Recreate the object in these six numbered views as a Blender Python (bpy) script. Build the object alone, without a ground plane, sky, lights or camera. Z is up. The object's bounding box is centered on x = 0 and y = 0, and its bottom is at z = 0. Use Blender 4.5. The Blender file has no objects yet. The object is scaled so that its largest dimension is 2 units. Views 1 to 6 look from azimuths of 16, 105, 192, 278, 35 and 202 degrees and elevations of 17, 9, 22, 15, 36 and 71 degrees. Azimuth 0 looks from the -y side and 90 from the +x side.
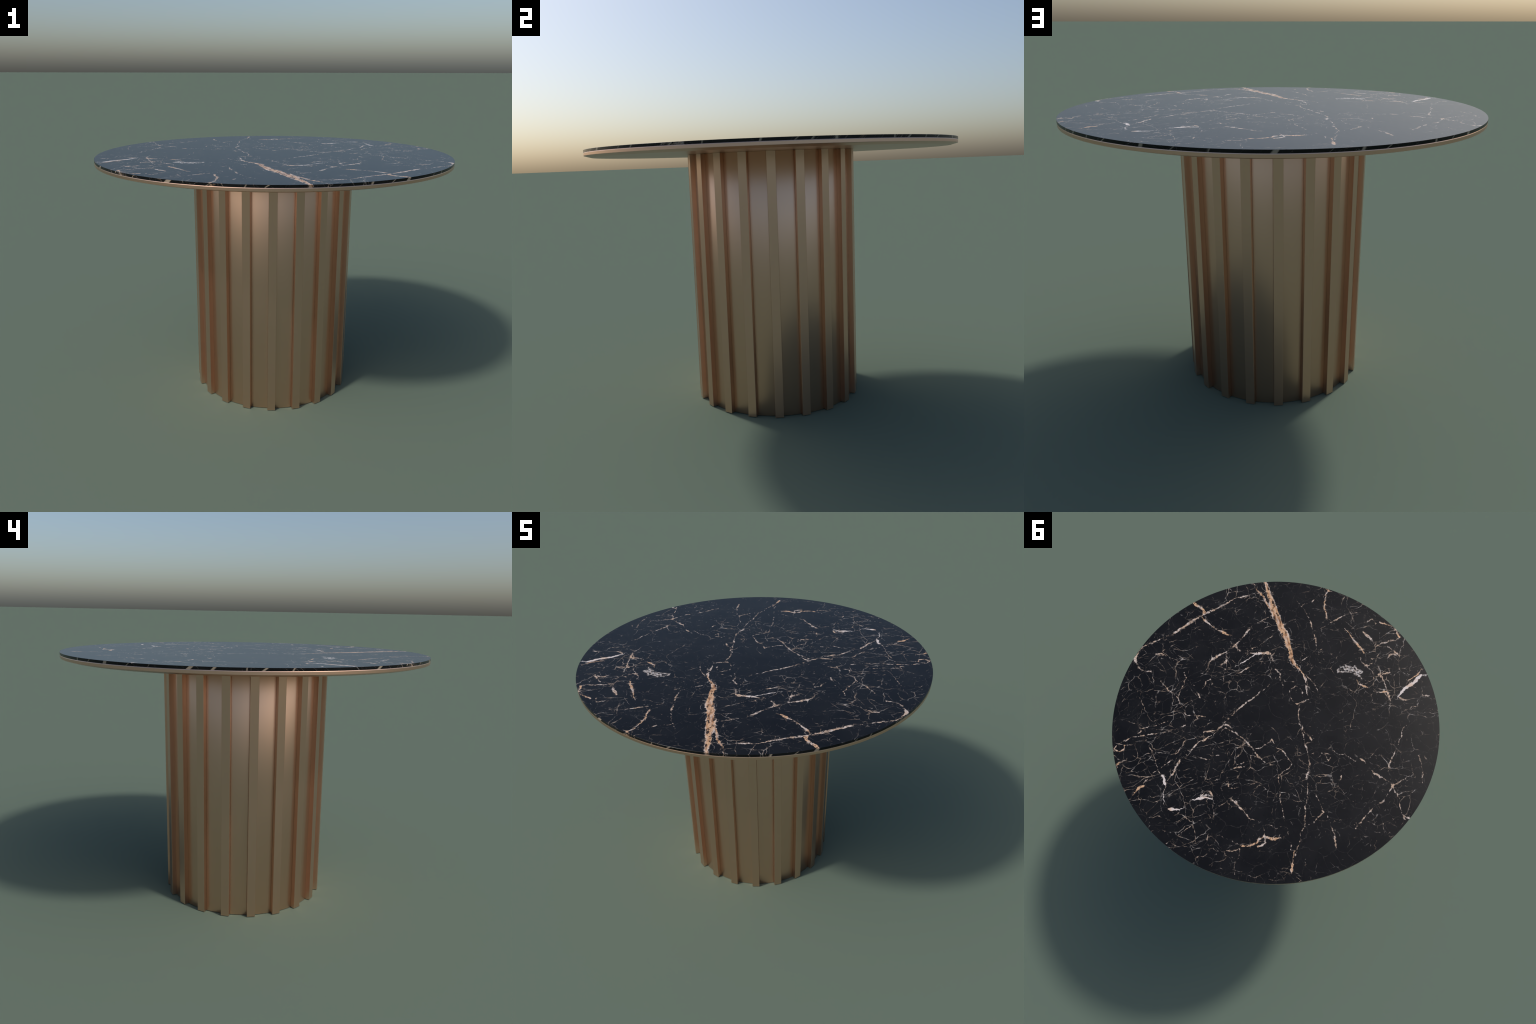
import bpy, bmesh, math, random
from mathutils import Vector, Matrix

# ------------------------------------------------------------------ sizes (m)
TOP_Z, MARBLE_Z, RIM_Z, PLATE_Z = 1.402, 1.3888, 1.3722, 1.3630   # marble top, joint, rim foot, plate underside
PLATE_R = 0.965                                       # flat underside; chamfered out to the rim
TOP_R = 1.0
SLATS, SLAT_PHASE = 20, math.radians(-3.0)
SLAT_FACE, SLAT_W = 0.4608, 0.0446                    # radius of the front corners, width
CORE_R = 0.4352
DARK_LINE_W = 0.0006                                         # slit modelled to draw the thin dark line beside each slat
NORMAL_TILT = math.radians(11)


# ------------------------------------------------------------------ helpers
def mesh_object(name, bm, material, parent):
    me = bpy.data.meshes.new(name)
    bm.to_mesh(me)
    bm.free()
    ob = bpy.data.objects.new(name, me)
    me.materials.append(material)
    bpy.context.scene.collection.objects.link(ob)
    ob.parent = parent
    return ob


def lathe(profile, segments, closed_ends=True):
    """Revolve (radius, z) pairs around z; first and last rings are capped."""
    bm = bmesh.new()
    rings = []
    for r, z in profile:
        rings.append([bm.verts.new((r * math.cos(a), r * math.sin(a), z))
                      for a in (math.tau * i / segments for i in range(segments))])
    for lo, hi in zip(rings, rings[1:]):
        for i in range(segments):
            j = (i + 1) % segments
            bm.faces.new((lo[i], lo[j], hi[j], hi[i]))
    if closed_ends:
        bm.faces.new(list(reversed(rings[0])))
        bm.faces.new(rings[-1])
    return bm


def smooth_by_angle(ob, degrees):
    me = ob.data
    for p in me.polygons:
        p.use_smooth = True
    me.set_sharp_from_angle(angle=math.radians(degrees))


class Nodes:
    def __init__(self, tree):
        self.t = tree

    def new(self, kind, **props):
        n = self.t.nodes.new("ShaderNode" + kind)
        for k, v in props.items():
            setattr(n, k, v)
        return n

    def put(self, socket, value):
        if hasattr(value, "node"):
            self.t.links.new(value, socket)
        else:
            socket.default_value = value

    def math(self, op, a, b=None, c=None, clamp=False):
        n = self.new("Math", operation=op, use_clamp=clamp)
        for s, v in zip(n.inputs, (a, b, c)):
            if v is not None:
                self.put(s, v)
        return n.outputs[0]


# ------------------------------------------------------------------ materials
def gold_material():
    m = bpy.data.materials.new("brushed_rose_gold")
    m.use_nodes = True
    N = Nodes(m.node_tree)
    b = m.node_tree.nodes["Principled BSDF"]
    b.inputs["Metallic"].default_value = 1.0
    b.inputs["Base Color"].default_value = (0.745, 0.488, 0.362, 1)
    b.inputs["Roughness"].default_value = 0.315
    return m


# ------------------------------------------------------------------ marble veins
# The slab is black with a net of fine cracks; the veins that stand out are laid as spines:
# (x, y, full width) in millimetres on the table top.
VEINS = {"band": [], "white": [], "frost": [], "tan": [], "bold": [], "thin": []}


def vein(kind, *points):
    """Add a vein; cut it wherever it doubles back along its own chord."""
    a, b = Vector(points[0][:2]), Vector(points[-1][:2])
    d = (b - a).normalized()
    run = [(Vector(p[:2]) - a).dot(d) for p in points]
    if len(points) > 2 and any(q - p < 3.0 for p, q in zip(run, run[1:])):
        off = [abs((Vector(p[:2]) - a).cross(d)) + max(0, -r) + max(0, r - run[-1]) for p, r in zip(points, run)]
        k = max(range(1, len(points) - 1), key=lambda i: off[i])
        vein(kind, *points[:k + 1])
        vein(kind, *points[k:])
    else:
        VEINS[kind].append(points)


vein("band", (399, -915, 24), (359, -853, 35), (229, -678, 55), (115, -547, 47), (71, -478, 41), (49, -428, 36), (9, -393, 28), (-67, -350, 17), (-133, -225, 4))
vein("band", (479, -882, 9), (434, -845, 21), (394, -819, 24), (292, -726, 18), (252, -670, 10))
vein("bold", (395, -821, 9), (429, -809, 12), (545, -731, 10), (586, -678, 16), (621, -629, 12), (726, -510, 18), (832, -341, 6), (864, -310, 10), (932, -239, 6), (974, -195, 9), (987, -155, 13), (989, -102, 17))
vein("bold", (989, -102, 14), (960, -69, 6), (936, -46, 16), (904, -38, 11), (853, -49, 6))
vein("tan", (794, -609, 11), (712, -580, 18), (695, -555, 18), (702, -527, 10), (662, -502, 7), (574, -472, 10), (530, -466, 13), (493, -458, 9), (468, -463, 6))
vein("bold", (370, -551, 4), (399, -448, 7), (416, -404, 19), (439, -358, 9), (519, -260, 10), (532, -227, 7), (524, -188, 4), (539, -143, 3))
vein("bold", (411, -393, 10), (360, -365, 6), (314, -381, 6), (272, -387, 8), (202, -418, 17), (178, -412, 13), (155, -383, 13), (136, -377, 6))
vein("white", (240, -401, 10), (273, -379, 6), (327, -298, 7), (392, -238, 3))
vein("bold", (450, -338, 6), (433, -294, 7), (434, -261, 15), (451, -238, 6))
vein("bold", (383, 225, 5), (353, 211, 11), (313, 186, 11), (285, 138, 8), (258, 135, 7), (225, 146, 5))
vein("thin", (279, 208, 7), (280, 175, 5), (267, 158, 8), (202, 162, 11), (119, 195, 8), (75, 219, 12), (21, 259, 7), (-36, 284, 4))
vein("bold", (330, 232, 9), (377, 284, 7), (398, 328, 4), (445, 427, 6), (451, 454, 18), (449, 480, 8), (473, 592, 4))
vein("white", (508, 561, 9), (482, 602, 25), (464, 628, 9), (455, 692, 5), (400, 739, 5))
vein("tan", (794, 604, 17), (787, 579, 11), (752, 545, 3))
vein("white", (291, 648, 5), (244, 619, 23), (215, 605, 22), (185, 604, 15), (165, 607, 4))
vein("bold", (245, 600, 5), (231, 567, 6), (210, 559, 8), (190, 574, 9), (177, 597, 8))
vein("white", (402, 743, 5), (379, 741, 22), (355, 731, 13), (332, 721, 13), (311, 697, 4))
vein("bold", (82, 562, 11), (44, 573, 13), (9, 592, 5), (-69, 638, 4))
vein("tan", (-77, 801, 6), (-93, 800, 11), (-121, 793, 9), (-156, 764, 12), (-165, 736, 10), (-187, 705, 13))
vein("tan", (-187, 705, 10), (-206, 740, 11), (-195, 762, 9), (-174, 776, 5))
vein("tan", (-187, 705, 10), (-215, 709, 7), (-239, 710, 15), (-294, 672, 7))
vein("tan", (590, 662, 7), (612, 684, 17), (627, 735, 5))
vein("thin", (855, 509, 14), (849, 476, 7), (780, 397, 7), (609, 309, 5), (557, 272, 3), (508, 217, 5))
vein("tan", (853, 512, 11), (818, 511, 7), (796, 487, 9), (808, 469, 5), (763, 449, 3))
vein("tan", (-208, -752, 4), (-290, -688, 12), (-377, -621, 9))
vein("bold", (-321, -766, 4), (-376, -739, 12), (-411, -709, 6), (-432, -687, 10))
vein("bold", (-432, -687, 9), (-506, -754, 7), (-543, -775, 9), (-560, -803, 9))
vein("tan", (-560, -803, 9), (-536, -824, 9), (-522, -849, 8), (-496, -861, 8), (-435, -870, 13), (-407, -869, 5))
vein("bold", (-324, -838, 6), (-351, -871, 9), (-371, -871, 7), (-384, -848, 7))
vein("bold", (-341, -630, 9), (-410, -664, 7), (-449, -676, 6))
vein("thin", (-435, -688, 6), (-479, -699, 4), (-517, -716, 9), (-536, -698, 6), (-600, -675, 10), (-639, -688, 9), (-668, -686, 5))
vein("thin", (-434, -596, 7), (-527, -633, 6), (-530, -650, 16), (-551, -670, 14), (-584, -669, 6))
vein("frost", (-259, -444, 10), (-269, -469, 8), (-297, -493, 14), (-332, -495, 10), (-357, -508, 18), (-380, -492, 13), (-402, -482, 17))
vein("frost", (-262, -434, 7), (-336, -460, 8), (-404, -454, 15), (-415, -439, 8))
vein("thin", (-282, -494, 6), (-363, -580, 7))
vein("thin", (-368, -577, 7), (-379, -552, 6), (-405, -537, 7), (-427, -535, 13), (-443, -565, 6))
vein("tan", (-395, -420, 6), (-409, -397, 7), (-456, -394, 10), (-530, -380, 7), (-597, -405, 9))
vein("thin", (-423, -527, 4), (-464, -509, 5), (-492, -466, 8), (-449, -415, 6))
vein("white", (-662, -380, 6), (-689, -459, 21), (-714, -496, 27), (-738, -536, 27), (-755, -574, 21), (-764, -593, 14))
vein("tan", (-699, -523, 7), (-734, -575, 9), (-747, -609, 11), (-749, -628, 5))
vein("frost", (-755, -586, 7), (-795, -596, 11))
vein("bold", (-510, -507, 18), (-538, -486, 11), (-564, -455, 6), (-632, -349, 9))
vein("bold", (-533, -513, 6), (-573, -535, 10), (-560, -567, 6))
vein("thin", (-644, -396, 6), (-699, -388, 8), (-736, -393, 6))
vein("bold", (-792, -464, 8), (-811, -453, 10), (-846, -463, 10))
vein("tan", (5, -994, 8), (-26, -987, 11))
vein("tan", (-26, -987, 9), (-7, -960, 7), (-19, -926, 10), (-23, -888, 6), (-35, -857, 10), (-56, -820, 6), (-78, -776, 12))
vein("thin", (-21, -226, 5), (-43, -253, 10), (-78, -246, 7), (-98, -223, 10))
vein("thin", (-17, -216, 3), (-33, -174, 5), (-66, -147, 5), (-95, -139, 13), (-144, -194, 5))
vein("thin", (115, -323, 8), (78, -304, 10), (57, -262, 4), (26, -225, 3), (5, -146, 3))
vein("thin", (-141, -21, 6), (-165, -14, 5), (-195, 23, 7), (-228, 39, 5), (-245, 45, 16), (-263, 70, 8), (-231, 87, 7))
vein("thin", (-224, 89, 8), (-236, 104, 17), (-249, 129, 5), (-293, 200, 9), (-293, 230, 5), (-307, 243, 8), (-297, 277, 18), (-299, 304, 5))
vein("thin", (-269, 151, 5), (-297, 120, 7), (-354, 116, 7), (-472, 81, 8), (-545, 98, 7))
vein("bold", (-331, 151, 8), (-340, 128, 8), (-366, 123, 9), (-392, 148, 16), (-399, 124, 7))
vein("thin", (-568, 75, 7), (-594, 82, 8), (-646, 121, 7), (-673, 133, 16), (-778, 160, 6), (-796, 176, 17), (-834, 212, 5))
vein("thin", (-796, 176, 10), (-873, 77, 4))
vein("thin", (-797, 182, 8), (-767, 294, 6), (-725, 340, 8), (-664, 491, 5))
vein("thin", (-834, 212, 4), (-891, 315, 8), (-909, 330, 19), (-924, 346, 9))
vein("bold", (-906, 327, 13), (-941, 328, 13))
vein("thin", (-767, -232, 4), (-750, -181, 8), (-759, -139, 9), (-751, -107, 7), (-751, -3, 8), (-739, 37, 16), (-742, 72, 8), (-775, 140, 6))
vein("thin", (-461, 461, 9), (-428, 540, 6), (-408, 561, 5))
vein("thin", (-364, 488, 5), (-372, 533, 9), (-387, 575, 6), (-379, 612, 5))
vein("tan", (-376, 726, 5), (-393, 812, 11), (-402, 847, 5))
vein("thin", (-347, 410, 5), (-350, 458, 6), (-366, 490, 5))
vein("thin", (88, -284, 3), (124, -183, 5), (217, -28, 7), (289, 128, 3))
vein("thin", (232, -634, 4), (340, -511, 4))
vein("thin", (275, -684, 3), (369, -569, 4))
vein("thin", (216, -537, 4), (247, -501, 4), (271, -446, 3), (316, -405, 4))
vein("thin", (223, -355, 3), (317, -232, 6), (340, -216, 3))
vein("thin", (872, -170, 6), (844, -192, 9), (819, -180, 10), (795, -184, 7), (708, -173, 3))
vein("thin", (845, -213, 4), (827, -242, 7), (787, -272, 5), (756, -324, 4))
vein("thin", (783, -17, 4), (701, 35, 7), (620, 62, 10), (596, 93, 4), (552, 128, 6), (521, 167, 3))
vein("thin", (620, 62, 6), (627, -87, 5), (653, -119, 6))
vein("thin", (417, -226, 3), (380, -85, 3), (395, 15, 3))
vein("thin", (605, -71, 4), (575, -50, 8), (550, -46, 6), (530, -13, 4), (504, 7, 10), (488, 23, 4))
vein("thin", (478, -119, 9), (501, -95, 6), (496, -73, 12), (499, -44, 4))
vein("thin", (444, -99, 7), (492, -73, 6))
vein("thin", (759, 338, 3), (697, 298, 3), (559, 181, 3), (494, 146, 5), (408, 128, 4))
vein("thin", (881, 98, 4), (858, 133, 6), (777, 203, 4))
vein("thin", (815, 255, 3), (794, 297, 5), (748, 346, 5), (759, 363, 10))
vein("thin", (704, 381, 4), (620, 456, 5), (546, 547, 5), (509, 567, 6))
vein("thin", (460, 281, 5), (474, 329, 9), (472, 362, 8), (487, 412, 4))
vein("thin", (485, 442, 3), (554, 545, 5), (600, 647, 3))
vein("thin", (311, 697, 3), (290, 649, 4))
vein("thin", (173, 617, 5), (143, 662, 5), (125, 738, 4), (116, 836, 4), (79, 897, 5))
vein("thin", (79, 897, 5), (100, 933, 6), (121, 937, 9), (141, 962, 9))
vein("thin", (143, 662, 5), (129, 633, 5), (99, 605, 4), (82, 562, 4))
vein("thin", (332, 939, 4), (229, 788, 6), (209, 772, 8), (193, 745, 4))
vein("thin", (182, 429, 6), (108, 370, 9), (66, 352, 5))
vein("thin", (169, 427, 5), (127, 461, 5), (111, 505, 5))
vein("thin", (127, 464, 5), (147, 484, 6), (156, 512, 4), (140, 535, 4))
vein("thin", (110, 507, 5), (85, 501, 3), (-58, 409, 4))
vein("thin", (114, 354, 4), (55, 308, 4), (26, 266, 6))
vein("thin", (43, 219, 9), (22, 211, 8), (3, 186, 5), (-27, 135, 11), (-50, 150, 5))
vein("thin", (384, 387, 4), (343, 383, 9), (297, 385, 5), (272, 377, 8), (269, 350, 4), (240, 336, 3))
vein("thin", (97, 799, 3), (61, 789, 4), (-77, 801, 5))
vein("thin", (62, 870, 4), (19, 878, 6), (-83, 825, 5))
vein("thin", (-83, 825, 5), (-93, 861, 6), (-84, 914, 7), (-114, 983, 6))
vein("thin", (-69, 638, 4), (-113, 630, 6), (-160, 650, 6), (-195, 635, 6), (-234, 643, 6), (-254, 625, 6), (-288, 617, 4))
vein("thin", (-160, 650, 4), (-185, 700, 8))
vein("thin", (179, -871, 4), (64, -779, 6), (18, -725, 6), (-71, -586, 5), (-86, -541, 5))
vein("thin", (106, -825, 4), (62, -872, 4), (6, -953, 4))
vein("thin", (-20, -661, 6), (-53, -686, 4), (-146, -808, 6), (-208, -869, 7), (-279, -902, 3))
vein("thin", (-15, -417, 5), (-86, -541, 6), (-118, -556, 6))
vein("thin", (-69, -355, 7), (-163, -299, 6), (-212, -229, 3))
vein("thin", (-106, -134, 7), (-130, -53, 6), (-228, 94, 6))
vein("thin", (-70, 173, 5), (-104, 172, 5), (-191, 241, 8), (-186, 268, 7), (-140, 338, 6))
vein("thin", (-140, 338, 6), (-238, 539, 4))
vein("thin", (-338, 322, 6), (-412, 394, 3), (-461, 461, 8))
vein("thin", (-490, 471, 6), (-559, 562, 4), (-601, 640, 4))
vein("thin", (-490, 212, 8), (-499, 251, 4), (-481, 360, 4))
vein("thin", (-887, -66, 7), (-905, -36, 16), (-927, 7, 6), (-964, 109, 7))
vein("thin", (-804, 408, 8), (-816, 437, 3), (-837, 474, 8), (-861, 448, 5))
vein("thin", (-348, 840, 4), (-318, 935, 4))
vein("frost", (-297, -470, 21), (-344, -481, 27), (-402, -479, 24))
vein("frost", (249, 607, 9), (221, 590, 14), (186, 584, 10))
vein("thin", (-299, 304, 6), (-319, 329, 7), (-351, 412, 6))
vein("thin", (-379, 612, 5), (-391, 654, 4), (-390, 770, 6))
vein("thin", (-319, 329, 4), (-363, 349, 4), (-389, 375, 4))
vein("thin", (-240, 538, 4), (-344, 698, 3), (-372, 760, 4))

TIP = 14.0          # mm over which a vein runs out beyond its last point


def curve_node(N, t, knots):
    n = N.new("FloatCurve")
    m = n.mapping
    m.use_clip = False
    m.extend = "HORIZONTAL"
    c = m.curves[0]
    for p, (x, y) in zip(c.points, (knots[0], knots[-1])):
        p.location = (x, y)
    for x, y in knots[1:-1]:
        c.points.new(x, y)
    for p in c.points:
        p.handle_type = "VECTOR"
    m.update()
    N.put(n.inputs["Value"], t)
    return n.outputs[0]


def vein_depth(N, where, points):
    """How far inside the vein a point is, in cm (negative outside)."""
    a, b = Vector(points[0][:2]), Vector(points[-1][:2])
    d = (b - a).normalized()
    n = Vector((-d.y, d.x))

    def project(axis):                       # coordinate along an axis, in cm
        v = N.new("VectorMath", operation="DOT_PRODUCT")
        N.put(v.inputs[0], where)
        v.inputs[1].default_value = (axis.x * 100, axis.y * 100, 0)
        return v.outputs["Value"]

    spine, width = [], []
    for i, (x, y, w) in enumerate(points):
        p, q = points[max(i - 1, 0)], points[min(i + 1, len(points) - 1)]
        lean = Vector((q[0] - p[0], q[1] - p[1])).normalized().dot(d)
        t = Vector((x, y)).dot(d) / 10
        spine.append((t, Vector((x, y)).dot(n) / 10))
        width.append((t, 0.046 * w / max(0.5, lean)))
    width = [(width[0][0] - TIP / 10, -0.9)] + width + [(width[-1][0] + TIP / 10, -0.9)]
    along, across = project(d), project(n)
    off = N.math("ABSOLUTE", N.math("SUBTRACT", across, curve_node(N, along, spine)))
    return N.math("SUBTRACT", curve_node(N, along, width), off)


def marble_material():
    m = bpy.data.materials.new("black_marble_with_tan_veins")
    m.use_nodes = True
    N = Nodes(m.node_tree)
    bsdf = m.node_tree.nodes["Principled BSDF"]
    M = N.math

    def vec(op, a, b=None, scale=None):
        n = N.new("VectorMath", operation=op)
        N.put(n.inputs[0], a)
        if b is not None:
            N.put(n.inputs[1], b)
        if scale is not None:
            n.inputs["Scale"].default_value = scale
        return n.outputs[0]

    def noise(where, scale, detail=2.0, rough=0.5, color=False, dims="2D", distortion=0.0):
        n = N.new("TexNoise", noise_dimensions=dims)
        N.put(n.inputs["Vector"], where)
        n.inputs["Scale"].default_value = scale
        n.inputs["Detail"].default_value = detail
        n.inputs["Roughness"].default_value = rough
        n.inputs["Distortion"].default_value = distortion
        return n.outputs["Color" if color else "Fac"]

    def moved(where, amount, scale, detail=3.0, rough=0.6):
        c = noise(where, scale, detail, rough, color=True)
        return vec("ADD", where, vec("MULTIPLY", vec("SUBTRACT", c, (0.5, 0.5, 0.5)), (amount, amount, 0)))

    def ramp(x, lo, hi, to_lo=0.0, to_hi=1.0):
        n = N.new("MapRange", interpolation_type="SMOOTHSTEP")
        N.put(n.inputs["Value"], x)
        for k, v in (("From Min", lo), ("From Max", hi), ("To Min", to_lo), ("To Max", to_hi)):
            N.put(n.inputs[k], v)
        return n.outputs["Result"]

    def mix(fac, a, b):
        n = N.new("Mix", data_type="RGBA")
        N.put(n.inputs[0], fac)
        N.put(n.inputs[6], a)
        N.put(n.inputs[7], b)
        return n.outputs[2]

    def shifted(where, x, y):
        return vec("ADD", where, (x, y, 0.0))

    # flat coordinates of the top; on the rim the veins run down at a slant
    pos = N.new("TexCoord").outputs["Object"]
    axes = N.new("SeparateXYZ")
    N.put(axes.inputs[0], pos)
    facing = N.new("SeparateXYZ")
    N.put(facing.inputs[0], N.new("NewGeometry").outputs["Normal"])
    below = M("SUBTRACT", axes.outputs[2], TOP_Z)
    flat = N.new("CombineXYZ")
    N.put(flat.inputs[0], M("MULTIPLY_ADD", below, 0.7, axes.outputs[0]))
    N.put(flat.inputs[1], M("MULTIPLY_ADD", below, -0.8, axes.outputs[1]))
    flat = flat.outputs[0]

    wobble = moved(moved(flat, 0.020, 18.0, 3.0, 0.6), 0.011, 60.0, 2.0, 0.6)
    grain = noise(flat, 70.0, 3.0, 0.6)                      # pinches veins into dashes
    patch = noise(shifted(flat, 3.1, 0.7), 14.0, 2.0, 0.5)

    depth = {}
    for kind, spines in VEINS.items():
        best = None
        for points in spines:
            f = vein_depth(N, wobble, points)
            best = f if best is None else M("MAXIMUM", best, f)
        depth[kind] = best

    ragged = M("SUBTRACT", grain, 0.5)
    uneven = M("SUBTRACT", patch, 0.5)
    lace = noise(shifted(flat, 1.2, 6.3), 105.0, 2.0, 0.6)   # small dark holes in the veins

    def rough_edge(d, fine, coarse, bias):
        return M("MULTIPLY_ADD", uneven, coarse, M("MULTIPLY_ADD", ragged, fine, M("ADD", d, bias)))

    def holes(d, lo, hi):
        return M("SUBTRACT", 1.0, M("MULTIPLY", ramp(lace, 0.53, 0.66), ramp(d, lo, hi)))

    band = rough_edge(depth["band"], 1.3, 2.4, -0.30)
    white = rough_edge(depth["white"], 0.9, 1.3, -0.18)
    frost = rough_edge(depth["frost"], 2.4, 1.6, -0.10)
    tan_v = rough_edge(depth["tan"], 1.0, 1.8, -0.17)
    bold = rough_edge(depth["bold"], 1.4, 1.9, -0.19)
    thin = rough_edge(depth["thin"], 1.6, 1.6, -0.20)

    # dark islands inside the broad band, stretched along it
    run = N.new("Mapping", vector_type="TEXTURE")
    run.inputs["Rotation"].default_value = (0, 0, math.radians(123))
    run.inputs["Scale"].default_value = (3.0, 1.0, 1.0)
    N.put(run.inputs["Vector"], flat)
    streak = noise(run.outputs[0], 48.0, 3.0, 0.55)
    island = M("MULTIPLY", ramp(streak, 0.555, 0.615), ramp(depth["band"], 0.1, 0.4))

    band_m = M("MULTIPLY", ramp(band, -0.16, 0.26), M("SUBTRACT", 1.0, M("MULTIPLY", island, 0.92)))
    white_m = ramp(white, -0.14, 0.18)
    frost_m = M("MULTIPLY", ramp(frost, -0.34, 0.30), M("SUBTRACT", 0.8, M("MULTIPLY", ramp(lace, 0.47, 0.62), 0.65)))
    tan_m = M("MULTIPLY", ramp(tan_v, -0.24, 0.22), holes(depth["tan"], 0.1, 0.45))
    bold_m = M("MULTIPLY", ramp(bold, -0.30, 0.16), holes(depth["bold"], 0.0, 0.35))
    thin_m = M("MULTIPLY", ramp(thin, -0.22, 0.25), 0.85)

    # ---- the fine crack net
    crowd = noise(shifted(flat, 5.3, 2.2), 2.6, 2.0, 0.5)     # where it crowds

    def blob(x, y, r_in, r_out):
        n = N.new("VectorMath", operation="DISTANCE")
        N.put(n.inputs[0], flat)
        n.inputs[1].default_value = (x, y, 0)
        return ramp(n.outputs["Value"], r_in, r_out, 1.0, 0.0)

    for x, y, r0, r1, gain in ((0.09, -0.06, 0.05, 0.24, -0.30), (0.62, 0.10, 0.1, 0.6, 0.07),
                               (0.40, 0.62, 0.1, 0.5, 0.06), (-0.50, 0.62, 0.1, 0.45, -0.14),
                               (0.25, -0.55, 0.05, 0.35, 0.08), (-0.62, -0.42, 0.05, 0.3, 0.12),
                               (-0.30, -0.50, 0.03, 0.2, -0.14)):
        crowd = M("MULTIPLY_ADD", blob(x, y, r0, r1), gain, crowd)

    dash = noise(shifted(flat, 6.6, 3.9), 42.0, 2.0, 0.5)

    def cracks(where, scale, stretch, angle, level, seed):
        """A warped Voronoi crack net: faint everywhere it crowds, bright in places."""
        mp = N.new("Mapping", vector_type="TEXTURE")
        mp.inputs["Rotation"].default_value = (0, 0, math.radians(angle))
        mp.inputs["Scale"].default_value = (stretch, 1.0, 1.0)
        mp.inputs["Location"].default_value = (seed * 0.37, seed * 0.61, 0)
        N.put(mp.inputs["Vector"], where)
        v = N.new("TexVoronoi", voronoi_dimensions="2D", feature="DISTANCE_TO_EDGE")
        v.inputs["Scale"].default_value = scale
        N.put(v.inputs["Vector"], mp.outputs[0])
        away = M("MULTIPLY", v.outputs["Distance"], 1000.0 / scale)
        beat = noise(shifted(flat, seed, -seed), 9.0, 3.0, 0.6)
        show = M("MULTIPLY_ADD", M("SUBTRACT", beat, 0.5), 3.6, M("MULTIPLY", M("SUBTRACT", crowd, 0.5), 2.2))
        show = M("ADD", M("ADD", show, level), M("MULTIPLY", M("SUBTRACT", dash, 0.5), 1.3), clamp=True)
        half = M("MULTIPLY_ADD", show, 0.9, M("MULTIPLY_ADD", M("SUBTRACT", dash, 0.5), 2.2, -0.22))
        return M("MULTIPLY", ramp(M("SUBTRACT", half, away), -1.4, 1.3), show)

    def crazed(where, big, small):
        return moved(moved(moved(where, big, 4.5, 2.0, 0.5), small, 24.0, 3.0, 0.6), 0.007, 75.0, 2.0, 0.6)

    loose = crazed(flat, 0.15, 0.024)
    loose_b = crazed(shifted(flat, 1.7, 4.1), 0.12, 0.020)
    net_m = cracks(loose, 5.5, 1.0, 0.0, 0.27, 1.3)
    net_m = M("MAXIMUM", net_m, cracks(loose_b, 12.0, 1.0, 0.0, 0.03, 4.7))
    net_m = M("MAXIMUM", net_m, cracks(loose_b, 8.5, 3.4, 30.0, 0.07, 7.9))

    hair = N.new("TexVoronoi", voronoi_dimensions="2D", feature="DISTANCE_TO_EDGE")
    hair.inputs["Scale"].default_value = 8.0
    N.put(hair.inputs["Vector"], crazed(shifted(flat, 9.3, 2.8), 0.14, 0.024))
    hair_m = M("MULTIPLY", ramp(hair.outputs["Distance"], 0.0, 0.017, 1.0, 0.0), ramp(dash, 0.38, 0.6, 0.25, 1.0))

    # lacy splinters that crowd around the larger veins
    near = ramp(M("MAXIMUM", M("MAXIMUM", depth["bold"], depth["tan"]), M("MAXIMUM", M("MAXIMUM", depth["band"], depth["white"]), depth["frost"])), -3.2, -0.1)
    lacy = N.new("TexVoronoi", voronoi_dimensions="2D", feature="DISTANCE_TO_EDGE")
    lacy.inputs["Scale"].default_value = 30.0
    N.put(lacy.inputs["Vector"], moved(flat, 0.015, 30.0, 2.0, 0.5))
    splinter = noise(shifted(flat, 4.4, 7.7), 20.0, 4.0, 0.7)
    lw = M("MULTIPLY_ADD", M("SUBTRACT", splinter, 0.5), 15.0, M("MULTIPLY", M("SUBTRACT", near, 1.05), 5.0))
    lacy_d = M("SUBTRACT", M("MINIMUM", lw, 1.3), M("MULTIPLY", lacy.outputs["Distance"], 1000.0 / 30.0))
    lacy_m = M("MULTIPLY", ramp(lacy_d, -1.3, 1.5), M("MULTIPLY", near, 0.8))

    # ---- colours
    hue = noise(shifted(flat, 2.0, 9.0), 17.0, 3.0, 0.6)
    fine = noise(run.outputs[0], 120.0, 3.0, 0.6)
    tan = mix(ramp(fine, 0.40, 0.62), (0.60, 0.38, 0.225, 1), (0.42, 0.22, 0.11, 1))
    tan = mix(ramp(noise(run.outputs[0], 38.0, 3.0, 0.65), 0.54, 0.66), tan, (0.24, 0.115, 0.055, 1))
    pale = mix(ramp(fine, 0.3, 0.7), (0.64, 0.54, 0.48, 1), (0.52, 0.43, 0.37, 1))
    worn = ramp(noise(shifted(flat, 0.4, 3.3), 48.0, 3.0, 0.6), 0.33, 0.52)
    vein_c = mix(ramp(hue, 0.43, 0.58), pale, mix(0.3, (0.56, 0.36, 0.22, 1), pale))
    border = ramp(depth["band"], 0.15, 0.75)
    band_c = mix(M("MULTIPLY", border, ramp(streak, 0.30, 0.5, 0.55, 1.0)), pale, tan)
    rock = mix(ramp(noise(flat, 5.0, 4.0, 0.6), 0.35, 0.7), (0.0042, 0.0042, 0.0048, 1), (0.0075, 0.0075, 0.0080, 1))
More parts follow.
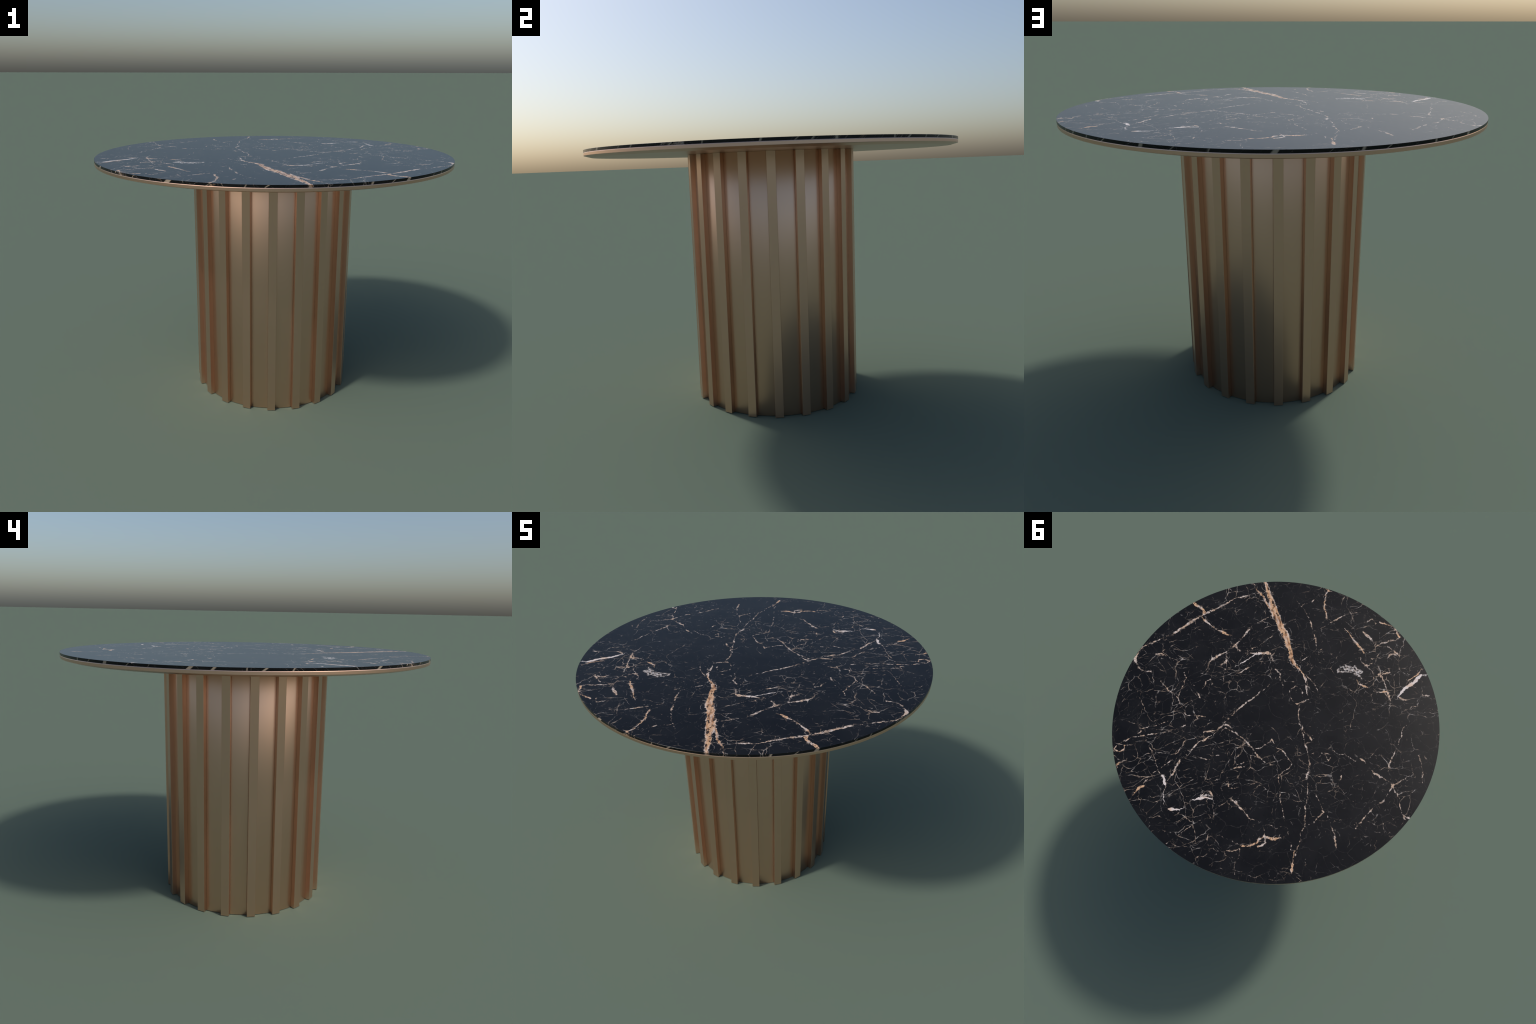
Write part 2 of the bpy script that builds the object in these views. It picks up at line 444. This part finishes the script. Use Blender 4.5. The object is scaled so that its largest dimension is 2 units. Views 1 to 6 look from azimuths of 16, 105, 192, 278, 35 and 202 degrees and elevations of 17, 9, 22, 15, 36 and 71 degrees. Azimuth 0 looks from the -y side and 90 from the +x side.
    dull = mix(ramp(hue, 0.42, 0.56), (0.37, 0.33, 0.30, 1), (0.38, 0.285, 0.215, 1))
    rock = mix(hair_m, rock, (0.034, 0.030, 0.028, 1))
    col = mix(M("MAXIMUM", net_m, lacy_m), rock, dull)
    vein_c = mix(worn, (0.30, 0.22, 0.165, 1), vein_c)
    dim = (0.20, 0.155, 0.125, 1)
    col = mix(thin_m, col, mix(ramp(thin, -0.05, 0.20), dim, vein_c))
    col = mix(bold_m, col, mix(ramp(bold, -0.10, 0.16), dim, vein_c))
    col = mix(tan_m, col, mix(ramp(hue, 0.45, 0.68), (0.60, 0.37, 0.22, 1), pale))
    col = mix(frost_m, col, mix(ramp(fine, 0.4, 0.6), (0.62, 0.58, 0.56, 1), pale))
    col = mix(white_m, col, mix(ramp(hue, 0.46, 0.66), (0.66, 0.58, 0.54, 1), (0.60, 0.45, 0.35, 1)))
    col = mix(band_m, col, band_c)
    # the edge of the slab shows the veins in section: short slanted streaks
    turn = M("ARCTAN2", axes.outputs[1], axes.outputs[0])
    slide = M("MULTIPLY_ADD", below, -0.9, turn)
    slide = M("MULTIPLY_ADD", below, M("MULTIPLY", M("SUBTRACT", M("FRACT", M("MULTIPLY", turn, 3.7)), 0.5), 1.6), slide)
    lane = N.new("CombineXYZ")
    N.put(lane.inputs[0], slide)
    bits = N.new("TexVoronoi", voronoi_dimensions="1D", feature="DISTANCE_TO_EDGE")
    bits.inputs["Scale"].default_value = 9.0
    N.put(bits.inputs["W"], slide)
    chance = noise(lane.outputs[0], 7.0, 3.0, 0.6)
    streaks = M("SUBTRACT", M("MULTIPLY", M("SUBTRACT", chance, 0.48), 0.075), M("MULTIPLY", bits.outputs["Distance"], 1 / 9.0))
    side = M("LESS_THAN", M("ABSOLUTE", facing.outputs[2]), 0.5)
    edge_m = M("MULTIPLY", M("MULTIPLY", ramp(streaks, -0.0035, 0.004), 0.85), side)
    col = mix(edge_m, mix(M("MULTIPLY", side, 0.6), col, rock), (0.36, 0.29, 0.22, 1))
    N.put(bsdf.inputs["Base Color"], col)
    bsdf.inputs["Roughness"].default_value = 0.26
    bsdf.inputs["Specular IOR Level"].default_value = 0.2
    return m


gold = gold_material()
marble = marble_material()

# ------------------------------------------------------------------ the table
table = bpy.data.objects.new("pedestal_table", None)
bpy.context.scene.collection.objects.link(table)
table["label"] = "round black marble table on a ribbed rose gold drum"
table["category"] = "dining table"

slab = mesh_object("marble_slab", lathe([(TOP_R - 0.0004, MARBLE_Z), (TOP_R, MARBLE_Z + 0.0004),
                                          (TOP_R, TOP_Z - 0.0006), (TOP_R - 0.0006, TOP_Z)], 256), marble, table)
smooth_by_angle(slab, 30)

BEV = 0.0010
rim = [(PLATE_R, PLATE_Z), (TOP_R - BEV, RIM_Z), (TOP_R, RIM_Z + BEV),
       (TOP_R, MARBLE_Z - 0.0028), (TOP_R - 0.0008, MARBLE_Z - 0.0003)]     # top arris barely eased
plate = mesh_object("backing_plate", lathe(rim, 256), gold, table)
smooth_by_angle(plate, 10)

column = bpy.data.objects.new("column", None)
bpy.context.scene.collection.objects.link(column)
column.parent = table

drum = mesh_object("drum", lathe([(CORE_R - 0.006, 0.0), (CORE_R - 0.006, PLATE_Z - 0.0008)], 160), gold, column)
smooth_by_angle(drum, 30)


def panel_mesh(steps=14, thick=0.005):
    """Curved sheet that fills the space between two slats, a hair short of them."""
    half = math.pi / SLATS - math.asin((SLAT_W / 2 + DARK_LINE_W) / CORE_R)
    bm = bmesh.new()
    grid = [[[bm.verts.new((r * math.cos(a), r * math.sin(a), z)) for z in (0.0, PLATE_Z - 0.0006)]
             for r in (CORE_R, CORE_R - thick)]
            for a in (half * (2 * i / steps - 1) for i in range(steps + 1))]
    for p, q in zip(grid, grid[1:]):
        bm.faces.new((p[0][0], q[0][0], q[0][1], p[0][1]))
        bm.faces.new((q[1][0], p[1][0], p[1][1], q[1][1]))
        for k in (0, 1):
            bm.faces.new((p[0][k], p[1][k], q[1][k], q[0][k])[::1 if k == 0 else -1])
    for e, flip in ((grid[0], 1), (grid[-1], -1)):
        bm.faces.new((e[0][0], e[0][1], e[1][1], e[1][0])[::flip])
    bmesh.ops.recalc_face_normals(bm, faces=bm.faces)
    return bm


def repeat(first, phase):
    """Set copies that share one mesh evenly round the column."""
    for k in range(SLATS):
        ob = first if k == 0 else first.copy()
        if k:
            bpy.context.scene.collection.objects.link(ob)
        ob.rotation_euler = (0, 0, phase + math.tau * k / SLATS)


panel = mesh_object("panel", panel_mesh(), gold, column)
# the sheets are softly shaded into their ends: normals lean up at the top and down at the foot
leaning = []
for p in panel.data.polygons:
    p.use_smooth = True
    front = all(panel.data.vertices[v].co.xy.length > CORE_R - 0.001 for v in p.vertices)
    for v in p.vertices:
        co = panel.data.vertices[v].co
        out = Vector((co.x, co.y, 0)).normalized()
        lean = math.sin(NORMAL_TILT) * (1 if co.z > 0.5 else -1)
        leaning.append(out * math.cos(NORMAL_TILT) + Vector((0, 0, lean)) if front else p.normal.copy())
panel.data.normals_split_custom_set(leaning)
repeat(panel, SLAT_PHASE + math.pi / SLATS)


def slat_mesh():
    face = math.sqrt(SLAT_FACE ** 2 - (SLAT_W / 2) ** 2)
    back = CORE_R - 0.012
    bm = bmesh.new()
    bmesh.ops.create_cube(bm, size=1.0)
    for v in bm.verts:
        v.co = Vector(((face if v.co.x > 0 else back), SLAT_W * v.co.y,
                       (PLATE_Z - 0.0008) if v.co.z > 0 else 0.0))
    edges = [e for e in bm.edges if all(v.co.x > CORE_R for v in e.verts) and abs(e.verts[0].co.z - e.verts[1].co.z) > 0.5]
    bmesh.ops.bevel(bm, geom=edges, offset=0.0007, segments=1, affect="EDGES", profile=0.5)
    return bm


slat = mesh_object("slat", slat_mesh(), gold, column)
smooth_by_angle(slat, 20)
repeat(slat, SLAT_PHASE)
